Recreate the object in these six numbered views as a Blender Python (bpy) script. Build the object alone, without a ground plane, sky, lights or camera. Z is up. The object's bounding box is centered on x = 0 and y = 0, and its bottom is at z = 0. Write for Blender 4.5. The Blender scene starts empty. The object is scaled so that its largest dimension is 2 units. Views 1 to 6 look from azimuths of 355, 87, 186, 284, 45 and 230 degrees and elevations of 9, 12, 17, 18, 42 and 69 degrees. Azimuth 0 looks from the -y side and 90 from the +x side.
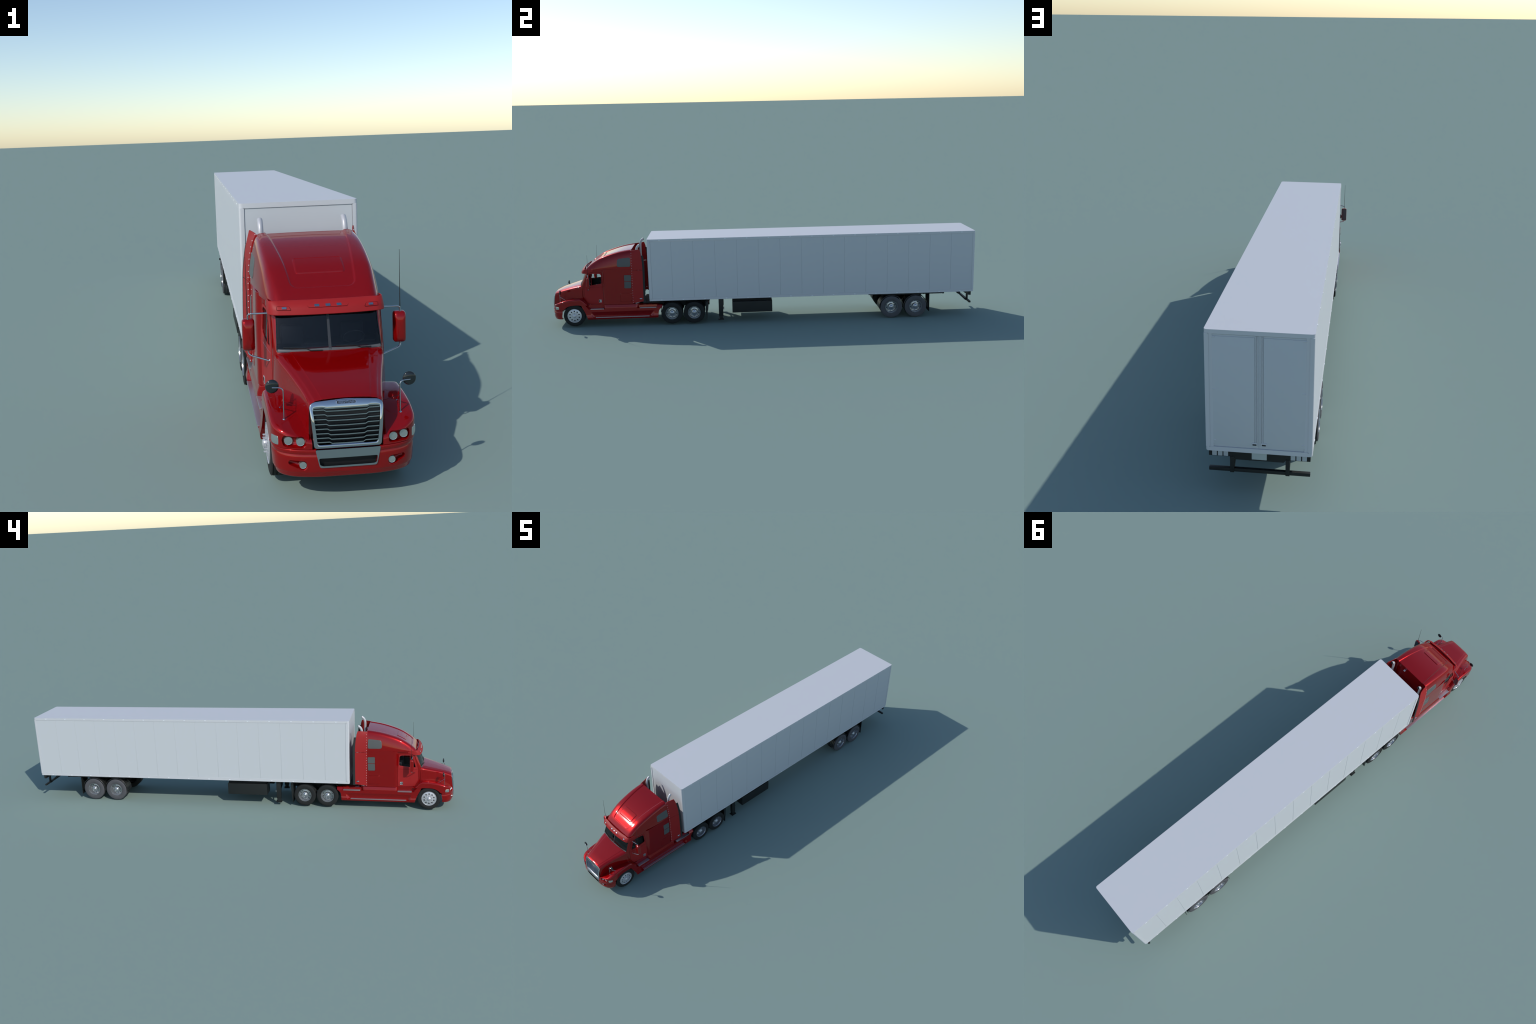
"""Red conventional highway tractor coupled to a white box trailer.
Frame: metres, z up, length along y (nose at y = -1, trailer doors at y = +1)."""
import bpy, bmesh, math
import numpy as np
from mathutils import Vector, Matrix

scene = bpy.context.scene
COL = scene.collection

# ------------------------------------------------------------------ maths
def pchip(pts):
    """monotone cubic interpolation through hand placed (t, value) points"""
    pts = sorted(pts)
    x = np.array([p[0] for p in pts], float); y = np.array([p[1] for p in pts], float)
    h = np.diff(x); d = np.diff(y) / h
    m = np.zeros(len(x))
    for i in range(1, len(x) - 1):
        if d[i - 1] * d[i] > 0:
            w1, w2 = 2 * h[i] + h[i - 1], h[i] + 2 * h[i - 1]
            m[i] = (w1 + w2) / (w1 / d[i - 1] + w2 / d[i])
    m[0], m[-1] = d[0], d[-1]
    def f(t):
        t = min(max(t, x[0]), x[-1])
        i = min(max(int(np.searchsorted(x, t)) - 1, 0), len(h) - 1)
        s = (t - x[i]) / h[i]
        return float((1 + 2 * s) * (1 - s) ** 2 * y[i] + s * (1 - s) ** 2 * h[i] * m[i]
                     + s * s * (3 - 2 * s) * y[i + 1] + s * s * (s - 1) * h[i] * m[i + 1])
    return f

def step(a, b, t):
    t = min(max((t - a) / (b - a), 0.0), 1.0)
    return t * t * (3 - 2 * t)

def lin(a, b, n):
    return [a + (b - a) * i / (n - 1) for i in range(n)]

def rounded(poly, r, seg=6):
    """2D polygon with its corners replaced by arcs (r: one radius or a list)"""
    out = []; n = len(poly)
    for i in range(n):
        p = Vector(poly[i]); a = Vector(poly[i - 1]) - p; b = Vector(poly[(i + 1) % n]) - p
        ri = r[i] if isinstance(r, (list, tuple)) else r
        if ri <= 0:
            out.append(tuple(p)); continue
        ang = a.angle(b); t = min(ri / math.tan(ang / 2), a.length * .49, b.length * .49)
        a.normalize(); b.normalize()
        p0, p1 = p + a * t, p + b * t
        for k in range(seg + 1):
            s = k / seg
            out.append(tuple((1 - s) ** 2 * p0 + 2 * s * (1 - s) * p + s * s * p1))
    return out

def resample(loop, n):
    pts = [Vector(p) for p in loop] + [Vector(loop[0])]
    acc = [0.0]
    for a, b in zip(pts, pts[1:]):
        acc.append(acc[-1] + (b - a).length)
    out = []; j = 0
    for i in range(n):
        t = acc[-1] * i / n
        while acc[j + 1] < t:
            j += 1
        s = (t - acc[j]) / max(acc[j + 1] - acc[j], 1e-12)
        out.append(tuple(pts[j].lerp(pts[j + 1], s)))
    return out

# -------------------------------------------------------------- materials
def material(name, colour, rough=.4, metal=0.0, spec=.5, coat=0.0, coat_rough=.05, vary=0.0, vary_scale=30.0,
             bump=0.0, bump_scale=300.0, transmission=0.0, ior=1.45):
    m = bpy.data.materials.new(name); m.use_nodes = True
    nt = m.node_tree; b = nt.nodes["Principled BSDF"]
    b.inputs["Base Color"].default_value = (*colour, 1)
    b.inputs["Roughness"].default_value = rough
    b.inputs["Metallic"].default_value = metal
    b.inputs["Specular IOR Level"].default_value = spec
    b.inputs["Coat Weight"].default_value = coat
    b.inputs["Coat Roughness"].default_value = coat_rough
    b.inputs["Transmission Weight"].default_value = transmission
    b.inputs["IOR"].default_value = ior
    if vary or bump:
        tc = nt.nodes.new("ShaderNodeTexCoord")
    if vary:
        no = nt.nodes.new("ShaderNodeTexNoise"); no.inputs["Scale"].default_value = vary_scale
        no.inputs["Detail"].default_value = 4
        nt.links.new(tc.outputs["Object"], no.inputs["Vector"])
        ra = nt.nodes.new("ShaderNodeValToRGB")
        ra.color_ramp.elements[0].position, ra.color_ramp.elements[1].position = .3, .7
        ra.color_ramp.elements[0].color = (*[c * (1 - vary) for c in colour], 1)
        ra.color_ramp.elements[1].color = (*[min(1, c * (1 + vary)) for c in colour], 1)
        nt.links.new(no.outputs["Fac"], ra.inputs["Fac"]); nt.links.new(ra.outputs["Color"], b.inputs["Base Color"])
    if bump:
        nb = nt.nodes.new("ShaderNodeTexNoise"); nb.inputs["Scale"].default_value = bump_scale
        nt.links.new(tc.outputs["Object"], nb.inputs["Vector"])
        bn = nt.nodes.new("ShaderNodeBump"); bn.inputs["Strength"].default_value = bump
        bn.inputs["Distance"].default_value = .0005
        nt.links.new(nb.outputs["Fac"], bn.inputs["Height"]); nt.links.new(bn.outputs["Normal"], b.inputs["Normal"])
    return m

RED = material("gloss_red_paint", (.265, .0012, .0018), .27, .32, .0, .9, .05)
RED_MATT = material("satin_red_plastic", (.31, .012, .013), .5, 0, .32)
WHITE = material("white_trailer_paint", (.58, .59, .61), .55, 0, .35)
WHITE_PANEL = material("white_trailer_panel", (.555, .575, .595), .55, 0, .35)
CHROME = material("polished_chrome", (.46, .48, .51), .07, 1)
STEEL = material("brushed_steel", (.50, .50, .54), .22, 1)
ALU = material("polished_aluminium", (.58, .58, .61), .36, .55)
TREAD = material("step_tread_aluminium", (.46, .45, .48), .3, .75)
ALU_GREY = material("wheel_aluminium", (.44, .45, .47), .24, .8)
STACK = material("exhaust_pipe_steel", (.50, .50, .52), .42, .2)
BLACK = material("black_paint", (.014, .016, .016), .5, 0, .4)
FRAME = material("chassis_black", (.02, .021, .021), .55, 0, .4, vary=.35, vary_scale=40)
DARK = material("grille_black", (.010, .011, .012), .6, 0, .3)
RUBBER = material("tyre_rubber", (.018, .019, .019), .8, 0, .3)
RUBBER_GREY = material("dusty_tyre_rubber", (.085, .085, .092), .75, 0, .3, vary=.06, vary_scale=60)
SEAL = material("rubber_gap_seal", (.022, .026, .026), .65, 0, .3)
WINDOW = material("sleeper_window_glass", (.095, .10, .10), .30, 0, .4)
GLASS = material("tinted_glass", (.86, .88, .89), .0, 0, .5, transmission=1, ior=1.2)
GLASS_DARK = material("tinted_windshield_glass", (.34, .38, .44), .0, 0, .5, transmission=1, ior=1.42)
MASK = material("windshield_border_grey", (.10, .10, .105), .5)
FENDER_BLACK = material("glossy_black_plastic", (.016, .017, .017), .28, 0, .5)
DIVIDER = material("divider_dark_grey", (.035, .038, .044), .45)
LENS = material("lamp_lens", (.54, .57, .56), .12, .85)
LENS_W = material("white_lamp_lens", (.86, .89, .92), .2, 0, .5)
LENS_R = material("rear_lamp_lens", (.44, .47, .49), .3)
PLATE = material("licence_plate_white", (.44, .49, .48), .5)
RIVET = material("rivet_aluminium", (.75, .75, .77), .35, .5)
INNER = material("cabin_trim_black", (.030, .034, .040), .8, 0, .2)
GROOVE = material("panel_gap_dark_red", (.09, .002, .003), .7, 0, .2)
MIRROR_BLACK = material("mirror_back_black", (.012, .016, .018), .08, 0, .6)
MIRROR_FACE = material("mirror_face", (.10, .12, .14), .15, .6)

# ---------------------------------------------------------------- builders
def finish(name, verts, faces, mat, parent, smooth=38):
    me = bpy.data.meshes.new(name)
    me.from_pydata([tuple(v) for v in verts], [], faces)
    bm = bmesh.new(); bm.from_mesh(me)
    bmesh.ops.remove_doubles(bm, verts=bm.verts, dist=1e-6)
    bmesh.ops.recalc_face_normals(bm, faces=bm.faces)
    bm.to_mesh(me); bm.free()
    return place(name, me, mat, parent, smooth)

def place(name, me, mat, parent, smooth=38):
    o = bpy.data.objects.new(name, me); COL.objects.link(o)
    if mat is not None:
        me.materials.clear(); me.materials.append(mat)
    if parent is not None:
        o.parent = parent
    if smooth:
        me.shade_smooth() if hasattr(me, "shade_smooth") else None
        me.set_sharp_from_angle(angle=math.radians(smooth))
    return o

def copy_of(o, parent=None, loc=None, scale=None, rot=None):
    c = bpy.data.objects.new(o.name.split(".")[0], o.data); COL.objects.link(c)
    c.parent = parent if parent is not None else o.parent
    c.location = loc if loc is not None else o.location
    if scale is not None: c.scale = scale
    if rot is not None: c.rotation_euler = rot
    return c

def mirrored(o):
    """the same part on the other side of the vehicle, as its own mesh"""
    me = o.data.copy(); me.transform(Matrix.Scale(-1, 4, (1, 0, 0))); me.flip_normals()
    c = bpy.data.objects.new(o.name.split(".")[0], me); COL.objects.link(c); c.parent = o.parent
    return c

def empty(name, parent=None, loc=(0, 0, 0)):
    e = bpy.data.objects.new(name, None); COL.objects.link(e); e.parent = parent; e.location = loc
    e.empty_display_size = .02
    return e

def bake(o):
    """apply all modifiers"""
    bpy.context.view_layer.update()
    dg = bpy.context.evaluated_depsgraph_get()
    me = bpy.data.meshes.new_from_object(o.evaluated_get(dg))
    mats = [m for m in o.data.materials]
    o.modifiers.clear(); o.data = me
    if not len(me.materials):
        for m in mats: me.materials.append(m)
    return o

def cut(o, cutters, smooth=38):
    for c in cutters:
        m = o.modifiers.new("cut", "BOOLEAN"); m.object = c; m.operation = "DIFFERENCE"; m.solver = "EXACT"
        try: m.material_mode = "TRANSFER"
        except Exception: pass
    bake(o)
    for c in cutters:
        bpy.data.objects.remove(c)
    if smooth:
        o.data.shade_smooth(); o.data.set_sharp_from_angle(angle=math.radians(smooth))
    return o

def grid(name, rows, mat, parent, smooth=38, close_u=False, caps=False):
    n = len(rows[0]); verts = [p for r in rows for p in r]; faces = []
    for i in range(len(rows) - 1):
        for j in range(n if close_u else n - 1):
            k = (j + 1) % n
            faces.append((i * n + j, i * n + k, (i + 1) * n + k, (i + 1) * n + j))
    if caps == "end":
        faces.append(tuple((len(rows) - 1) * n + j for j in range(n)))
    elif caps:
        faces.append(tuple(range(n))); faces.append(tuple((len(rows) - 1) * n + j for j in range(n)))
    return finish(name, verts, faces, mat, parent, smooth)

def box(name, x, y, z, mat, parent, bevel=.001, seg=2):
    bm = bmesh.new(); bmesh.ops.create_cube(bm, size=1)
    for v in bm.verts:
        v.co = Vector(((x[0] + x[1]) / 2 + v.co.x * (x[1] - x[0]), (y[0] + y[1]) / 2 + v.co.y * (y[1] - y[0]),
                       (z[0] + z[1]) / 2 + v.co.z * (z[1] - z[0])))
    if bevel:
        bmesh.ops.bevel(bm, geom=bm.edges[:], offset=bevel, segments=seg, affect="EDGES", profile=.6)
    me = bpy.data.meshes.new(name); bm.to_mesh(me); bm.free()
    return place(name, me, mat, parent, 40)

def boxes(name, specs, mat, parent, bevel=.0006):
    """several boxes joined into one part"""
    bm = bmesh.new()
    for x, y, z in specs:
        r = bmesh.ops.create_cube(bm, size=1)["verts"]
        for v in r:
            v.co = Vector(((x[0] + x[1]) / 2 + v.co.x * (x[1] - x[0]), (y[0] + y[1]) / 2 + v.co.y * (y[1] - y[0]),
                           (z[0] + z[1]) / 2 + v.co.z * (z[1] - z[0])))
    if bevel:
        bmesh.ops.bevel(bm, geom=bm.edges[:], offset=bevel, segments=1, affect="EDGES")
    me = bpy.data.meshes.new(name); bm.to_mesh(me); bm.free()
    return place(name, me, mat, parent, 40)

def prism(name, poly, axis, a, b, mat, parent, bevel=0.0, smooth=38):
    """polygon in the two other axes (in xyz order), extruded along axis from a to b"""
    def P(p, t):
        return {"x": (t, p[0], p[1]), "y": (p[0], t, p[1]), "z": (p[0], p[1], t)}[axis]
    n = len(poly)
    verts = [P(p, a) for p in poly] + [P(p, b) for p in poly]
    faces = [tuple(range(n)), tuple(range(2 * n - 1, n - 1, -1))] + [(i, (i + 1) % n, n + (i + 1) % n, n + i) for i in range(n)]
    o = finish(name, verts, faces, mat, parent, smooth)
    if bevel:
        m = o.modifiers.new("b", "BEVEL"); m.width = bevel; m.segments = 2; m.limit_method = "ANGLE"; m.angle_limit = math.radians(40)
        bake(o); o.data.shade_smooth(); o.data.set_sharp_from_angle(angle=math.radians(smooth))
    return o

def tube(name, pts, r, mat, parent, seg=12, smooth_path=True, cap=True):
    """round tube along a path; path corners are rounded"""
    P = [Vector(p) for p in pts]
    if smooth_path and len(P) > 2:
        Q = [P[0]]
        for a, p, b in zip(P, P[1:], P[2:]):
            t = min((a - p).length, (b - p).length) * .45
            p0, p1 = p + (a - p).normalized() * t, p + (b - p).normalized() * t
            for k in range(7):
                s = k / 6
                Q.append((1 - s) ** 2 * p0 + 2 * s * (1 - s) * p + s * s * p1)
        Q.append(P[-1]); P = Q
    rows = []; up = None
    for i, p in enumerate(P):
        d = (P[min(i + 1, len(P) - 1)] - P[max(i - 1, 0)]).normalized()
        if up is None:
            up = d.orthogonal().normalized()
        up = (up - d * up.dot(d)).normalized(); side = d.cross(up)
        rr = r[i] if isinstance(r, list) else r
        rows.append([p + (up * math.cos(a) + side * math.sin(a)) * rr for a in [2 * math.pi * k / seg for k in range(seg)]])
    return grid(name, rows, mat, parent, 45, True, cap)

def lathe_mesh(profile, seg=64):
    """profile of (x, radius) spun about the x axis"""
    verts, faces = [], []
    for x, r in profile:
        for k in range(seg):
            a = 2 * math.pi * k / seg; verts.append((x, r * math.sin(a), r * math.cos(a)))
    for i in range(len(profile) - 1):
        for k in range(seg):
            j = (k + 1) % seg
            faces.append((i * seg + k, i * seg + j, (i + 1) * seg + j, (i + 1) * seg + k))
    return verts, faces

def lathe(name, profile, mat, parent, seg=64, smooth=35):
    v, f = lathe_mesh(profile, seg)
    return finish(name, v, f, mat, parent, smooth)

def ball(name, c, r, mat, parent, seg=20):
    bm = bmesh.new(); bmesh.ops.create_uvsphere(bm, u_segments=seg, v_segments=seg // 2, radius=1)
    for v in bm.verts:
        v.co = Vector((c[0] + v.co.x * r[0], c[1] + v.co.y * r[1], c[2] + v.co.z * r[2]))
    me = bpy.data.meshes.new(name); bm.to_mesh(me); bm.free()
    return place(name, me, mat, parent, 60)

def patch(name, loop, where, mat, parent, n=72, rings=6, thick=.001, hole=None, out=0.0, soft=.0005, smooth=40):
    """panel lying on a surface: loop = 2D outline, where(a, b, h) = point h above the surface"""
    L = resample(loop, n)
    if hole is None:
        c = (sum(p[0] for p in L) / n, sum(p[1] for p in L) / n); H = None
    else:
        H = resample(hole, n)
        # line up the start of the hole loop with the outline
        best = min(range(n), key=lambda s: sum((L[i][0] - H[(i + s) % n][0]) ** 2 + (L[i][1] - H[(i + s) % n][1]) ** 2 for i in range(0, n, 6)))
        H = H[best:] + H[:best]
    rows = []
    def mix(f, i):
        q = H[i] if H else c
        return (L[i][0] + (q[0] - L[i][0]) * f, L[i][1] + (q[1] - L[i][1]) * f)
    rows.append([where(*mix(0, i), out - thick) for i in range(n)])
    rows.append([where(*mix(0, i), out - soft) for i in range(n)])
    end = 1.0 if H else .985
    eps = .02
    for f in [eps] + lin(eps, end - (eps if H else 0), rings + 1)[1:]:
        rows.append([where(*mix(f, i), out) for i in range(n)])
    if H:
        rows.append([where(*mix(1, i), out - soft) for i in range(n)])
        rows.append([where(*mix(1, i), out - thick) for i in range(n)])
        return grid(name, rows, mat, parent, smooth, True, False)
    verts = [p for r in rows for p in r]; faces = []
    for i in range(len(rows) - 1):
        for j in range(n):
            k = (j + 1) % n
            faces.append((i * n + j, i * n + k, (i + 1) * n + k, (i + 1) * n + j))
    verts.append(where(c[0], c[1], out)); m = len(verts) - 1; b = (len(rows) - 1) * n
    faces += [(b + j, b + (j + 1) % n, m) for j in range(n)]
    return finish(name, verts, faces, mat, parent, smooth)

def gap_line(name, loop, where, mat, parent, width=.0009, n=90, lift=.00015, closed=True):
    """thin panel gap drawn as a narrow recessed-looking bead along a line on a surface"""
    L = resample(loop, n) if closed else loop
    m = len(L); rows = [[], [], []]
    for i in range(m):
        a = L[i - 1] if (closed or i) else L[i]; b = L[(i + 1) % m] if (closed or i < m - 1) else L[i]
        t = Vector((b[0] - a[0], b[1] - a[1])).normalized(); q = Vector((-t.y, t.x)) * width / 2
        rows[0].append(where(L[i][0] + q.x, L[i][1] + q.y, -.0004))
        rows[1].append(where(L[i][0], L[i][1], lift))
        rows[2].append(where(L[i][0] - q.x, L[i][1] - q.y, -.0004))
    return grid(name, rows, mat, parent, 80, closed)

# =====================================================================
#                               TRACTOR
# =====================================================================
truck = empty("semi_truck")
truck["label"] = "red long-nose sleeper cab highway tractor with chrome grille"
truck["category"] = "truck"

# ---- cab body -------------------------------------------------------
plan_x = pchip([(-.617, .1100), (-.64, .1104), (-.735, .1104), (-.744, .1093), (-.7495, .1068), (-.7545, .1028), (-.760, .1004),
                (-.775, .0995), (-.80, .0975), (-.83, .0948), (-.846, .0925), (-.857, .0895)])
def cab_x(y, z):
    x = plan_x(y)
    front = step(-.735, -.765, y)
    x -= front * (.0025 * step(.18, .26, z)) + (1 - front) * .0012 * step(.2, .27, z)
    return x
def glass_corner(z):           # y of the front cab corner (A pillar)
    return -.857 + max(0, z - .19) * .43
def glass_centre(z):
    return -.8665 + max(0, z - .195) * .33
def cab_outline(z, n_side=60, n_front=33):
    yc = glass_corner(z); pts = []
    ys = lin(-.617, -.735, 8) + lin(-.739, -.765, 12) + lin(-.775, yc + .012, n_side - 20)
    for y in ys:
        pts.append((cab_x(y, z), y))
    x0 = cab_x(yc + .012, z); xc = cab_x(yc, z) - .001
    for k in range(1, 5):      # rounded A pillar
        s = k / 5
        pts.append(((1 - s) ** 2 * x0 + 2 * s * (1 - s) * (xc + .0008) + s * s * (xc - .006), (1 - s) ** 2 * (yc + .012) + 2 * s * (1 - s) * (yc - .0005) + s * s * (yc - .0035)))
    xs, ys0, yf = xc - .006, yc - .0035, glass_centre(z)
    for k in range(n_front):
        s = k / (n_front - 1); x = xs * (1 - s)
        pts.append((x, yf + (ys0 - yf) * (x / xs) ** 2))
    return pts
def cab_ring(z):
    half = cab_outline(z)
    return [(x, y, z) for x, y in half] + [(-x, y, z) for x, y in half[-2::-1]]
cab = grid("cab_body", [cab_ring(z) for z in lin(.105, .272, 36)], RED, truck, 38, True)
m = cab.modifiers.new("s", "SOLIDIFY"); m.thickness = .0022; m.offset = -1
bake(cab)

door_window = rounded([(-.7600, .2045), (-.7610, .2505), (-.8135, .2513), (-.8335, .1962), (-.8085, .1966)], [.006, .006, .002, .001, .004])
windshield_loop = rounded([(-.0862, .1935), (.0862, .1935), (.0835, .2545), (-.0835, .2545)], .004)
cut(cab, [prism("c", door_window, "x", -.2, .2, RED, None), prism("c", windshield_loop, "y", -.95, -.80, RED, None)])

def on_cab(side, base=0.0):
    return lambda y, z, h: (side * (cab_x(y, z) + base + h), y, z)
def glass_y(x, z):
    yc = glass_corner(z); xs = cab_x(yc, z) - .007; yf = glass_centre(z)
    return yf + (yc - .0035 - yf) * (x / xs) ** 2
on_glass = lambda x, z, h: (x, glass_y(x, z) - h, z)

# windshield with its border band, centre divider and wipers
shield = patch("windshield", rounded([(-.087, .1925), (.087, .1925), (.0845, .256), (-.0845, .256)], .004), on_glass, GLASS_DARK, truck, 120, 14, .0012, out=-.0008)
band = patch("windshield_seal", rounded([(-.0868, .1930), (.0868, .1930), (.0842, .255), (-.0842, .255)], .004), on_glass, MIRROR_BLACK, shield, 120, 2, .001,
             hole=rounded([(-.0855, .1942), (.0855, .1942), (.0832, .2535), (-.0832, .2535)], .003), out=.0002)
patch("windshield_border", rounded([(-.0866, .1931), (.0866, .1931), (.0858, .1980), (.0700, .1968), (0, .1985), (-.0700, .1968), (-.0858, .1980)], .0008), on_glass, MASK, shield, 120, 3, .001, out=.0003)
patch("windshield_divider", [(-.0024, .1940), (.0024, .1940), (.0020, .2535), (-.0020, .2535)], on_glass, DIVIDER, shield, 40, 3, .001, out=.0004)
for sx in (1, -1):
    if sx == 1: pts = [(.0681, .1957), (.0513, .196), (.043, .1995), (.0104, .2008)]
    else: pts = [(-.0126, .1952), (-.0319, .1954), (-.0385, .1990), (-.0757, .2003)]
    tube("wiper", [on_glass(a, b, .0014) for a, b in pts], .0010, BLACK, truck, 6, False)

# door glass, doors
for sx in (1, -1):
    f = on_cab(sx)
    door = patch("cab_door", rounded([(-.7555, .1065), (-.7555, .19), (-.7590, .2555), (-.8240, .2560), (-.8430, .187), (-.8430, .134), (-.8290, .1075)],
                 [.003, .02, .006, .004, .02, .02, .006]), f, RED_MATT, truck, 160, 5, .0012, hole=door_window, out=.0009)
    patch("door_glass", rounded([(-.7585, .2035), (-.7600, .252), (-.8145, .253), (-.8350, .1952), (-.8085, .1956)], [.006, .006, .002, .001, .004]),
          f, GLASS, door, 90, 4, .0008, out=-.0012)
    patch("window_divider", [(-.8070, .1965), (-.8070, .2515), (-.8090, .2515), (-.8090, .1965)], f, RED_MATT, door, 40, 3, .0014, out=.0004)
    gap_line("door_gap", rounded([(-.7548, .1058), (-.7548, .19), (-.7583, .2562), (-.8245, .2567), (-.8437, .187), (-.8437, .134), (-.8294, .1068)],
             [.003, .02, .006, .004, .02, .02, .006]), f, GROOVE, door, .0012, 140, .0003)
    gap_line("door_crease", [(y, .1885 + (y + .755) * .02) for y in lin(-.757, -.842, 30)], on_cab(sx, .0009), RED, door, .0016, 30, .0005, False)
    # latch plate
    lp = patch("door_latch", rounded([(-.7645, .1145), (-.7645, .1275), (-.7770, .1275), (-.7770, .1145)], .001), f, ALU, door, 48, 2, .001, out=.0018)
    patch("latch_paddle", rounded([(-.7712, .1160), (-.7712, .1260), (-.7762, .1260), (-.7762, .1160)], .001), f, BLACK, lp, 40, 2, .001, out=.0022)
    patch("latch_lock", rounded([(-.7662, .1180), (-.7662, .1240), (-.7688, .1240), (-.7688, .1180)], .001), f, BLACK, lp, 40, 2, .001, out=.0022)
    # sleeper windows and access panel, on the side wall
    patch("sleeper_window", rounded([(-.6212, .2145), (-.6206, .2430), (-.6532, .2438), (-.6530, .2145)], [.001, .004, .004, .001]), f, WINDOW, truck, 64, 4, .001, out=.0007)
    patch("sleeper_window", rounded([(-.6226, .1806), (-.6213, .2122), (-.6529, .2122), (-.6540, .1812)], [.004, .001, .001, .004]), f, WINDOW, truck, 64, 4, .001, out=.0007)
    gap_line("sleeper_window_seal", rounded([(-.6222, .1796), (-.6200, .2440), (-.6540, .2448), (-.6548, .1803)], .005), f, GROOVE, truck, .0010, 90, .0003)
    patch("access_panel", rounded([(-.6215, .1165), (-.6205, .1575), (-.6738, .1585), (-.6765, .1178)], .004), f, RED, truck, 72, 4, .001, out=.0006)
    gap_line("access_panel_gap", rounded([(-.6208, .1158), (-.6198, .1582), (-.6745, .1592), (-.6772, .1170)], .0045), f, GROOVE, truck, .0009, 90, .0002)

# cab floor, cabin interior
interior = boxes("cabin_interior", [((-.107, .107), (-.740, -.62), (.107, .27)), ((-.096, .096), (-.772, -.740), (.107, .180)), ((-.088, .088), (-.85, -.757), (.107, .112)),
                                    ((-.080, .080), (-.852, -.836), (.115, .1945)), ((-.0915, -.0870), (-.835, -.757), (.112, .194)),
                                    ((.0870, .0915), (-.835, -.757), (.112, .194))], INNER, truck, 0)
for sx in (1, -1):
    s = box("seat", (sx * .048 - .02, sx * .048 + .02), (-.80, -.758), (.14, .168), INNER, interior, .004)
    box("seat_back", (sx * .048 - .018, sx * .048 + .018), (-.772, -.758), (.165, .212), INNER, interior, .004)
wheel_pts = [(.045 + .017 * math.cos(a), -.826 - .006 * math.sin(a), .203 + .012 * math.sin(a)) for a in lin(0, 2 * math.pi, 33)]
tube("steering_wheel", wheel_pts, .0012, INNER, interior, 8, False)

# ---- roof fairing ----------------------------------------------------
roof_w = pchip([(-.617, .1099), (-.66, .1093), (-.70, .1079), (-.76, .1035), (-.80, .0968), (-.82, .0910), (-.832, .0842), (-.839, .074), (-.8425, .058)])
roof_t = pchip([(-.617, .3610), (-.65, .3565), (-.672, .3525), (-.717, .3405), (-.7617, .3240), (-.792, .3065), (-.8166, .2885), (-.8267, .2795), (-.835, .2705), (-.8425, .262)])
lean = pchip([(0, 1.0), (.15, .994), (.28, .984), (.43, .968), (.56, .952), (.70, .930), (.83, .900), (.91, .868), (.955, .835), (.98, .78), (.992, .70), (1.0, .0)])
ROOF_Z = .2685
def roof_x(y, z):
    return roof_w(y) * lean(min(max((z - ROOF_Z) / max(roof_t(y) - ROOF_Z, 1e-4), 0), .99))
recess_half = pchip([(-.60, .0765), (-.69, .0685), (-.75, .0618), (-.80, .0560), (-.83, .053)])
def roof_pressing(x, y):
    """height change of the roof skin: sunk centre panel and raised hatch outline"""
    hw = recess_half(y)
    ax, ay = abs(x) - (hw - .012), -(y + .8025)        # rounded front corners
    dd = math.hypot(max(ax, 0), max(ay, 0)) + min(max(ax, ay), 0) - .012
    h = -.0026 * (1 - step(-.0020, .0014, dd))
    dx, dy = abs(x) - .037, abs(y + .7675) - .014
    d = math.hypot(max(dx, 0), max(dy, 0)) + min(max(dx, dy), 0) - .005
    return h + .0016 * (1 - step(-.0007, .0007, d))
ts = [0, .05, .1, .15, .2, .28, .36, .45, .54, .62, .70, .77, .83, .87, .905, .93, .95, .965, .977, .986, .992]
def roof_ring(y):
    w, t = roof_w(y), roof_t(y); half = []
    for q in ts:
        half.append((w * lean(q), y, ROOF_Z + (t - ROOF_Z) * q))
    x1 = half[-1][0]
    xs = [x1 * (1 - (i + 1) / 48) for i in range(48)]
    out = half + [(x, y, ROOF_Z + (t - ROOF_Z) * (.992 + .008 * (1 - (x / x1) ** 2)) + roof_pressing(x, y)) for x in xs]
    return out + [(-p[0], p[1], p[2]) for p in out[-2::-1]]
def on_roof_top(x, y, h):
    t = roof_t(y); x1 = roof_w(y) * lean(.992)
    return (x, y, ROOF_Z + (t - ROOF_Z) * (.992 + .008 * (1 - (x / x1) ** 2)) + roof_pressing(x, y) + h)
ry = lin(-.617, -.745, 40) + lin(-.747, -.79, 44)[0:] + lin(-.792, -.8110, 10) + lin(-.8118, -.8172, 10) + lin(-.819, -.8425, 16)
roof = grid("roof_fairing", [roof_ring(y) for y in ry], RED, truck, 50)
prism("cab_back_wall", [(p[0], p[2]) for p in roof_ring(-.617)] , "y", -.6172, -.619, RED, truck)
box("cab_back_wall", (-.1095, .1095), (-.619, -.6162), (.106, .2695), RED, truck, 0)
gap_line("roof_hatch_seam", rounded([(-.0425, -.7490), (.0425, -.7490), (.0425, -.7862), (-.0425, -.7862)], .006), on_roof_top, RED, roof, .0016, 120, .0008)
def on_roof(side):
    return lambda y, z, h: (side * (roof_x(y, z) + h), y, z)
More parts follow.
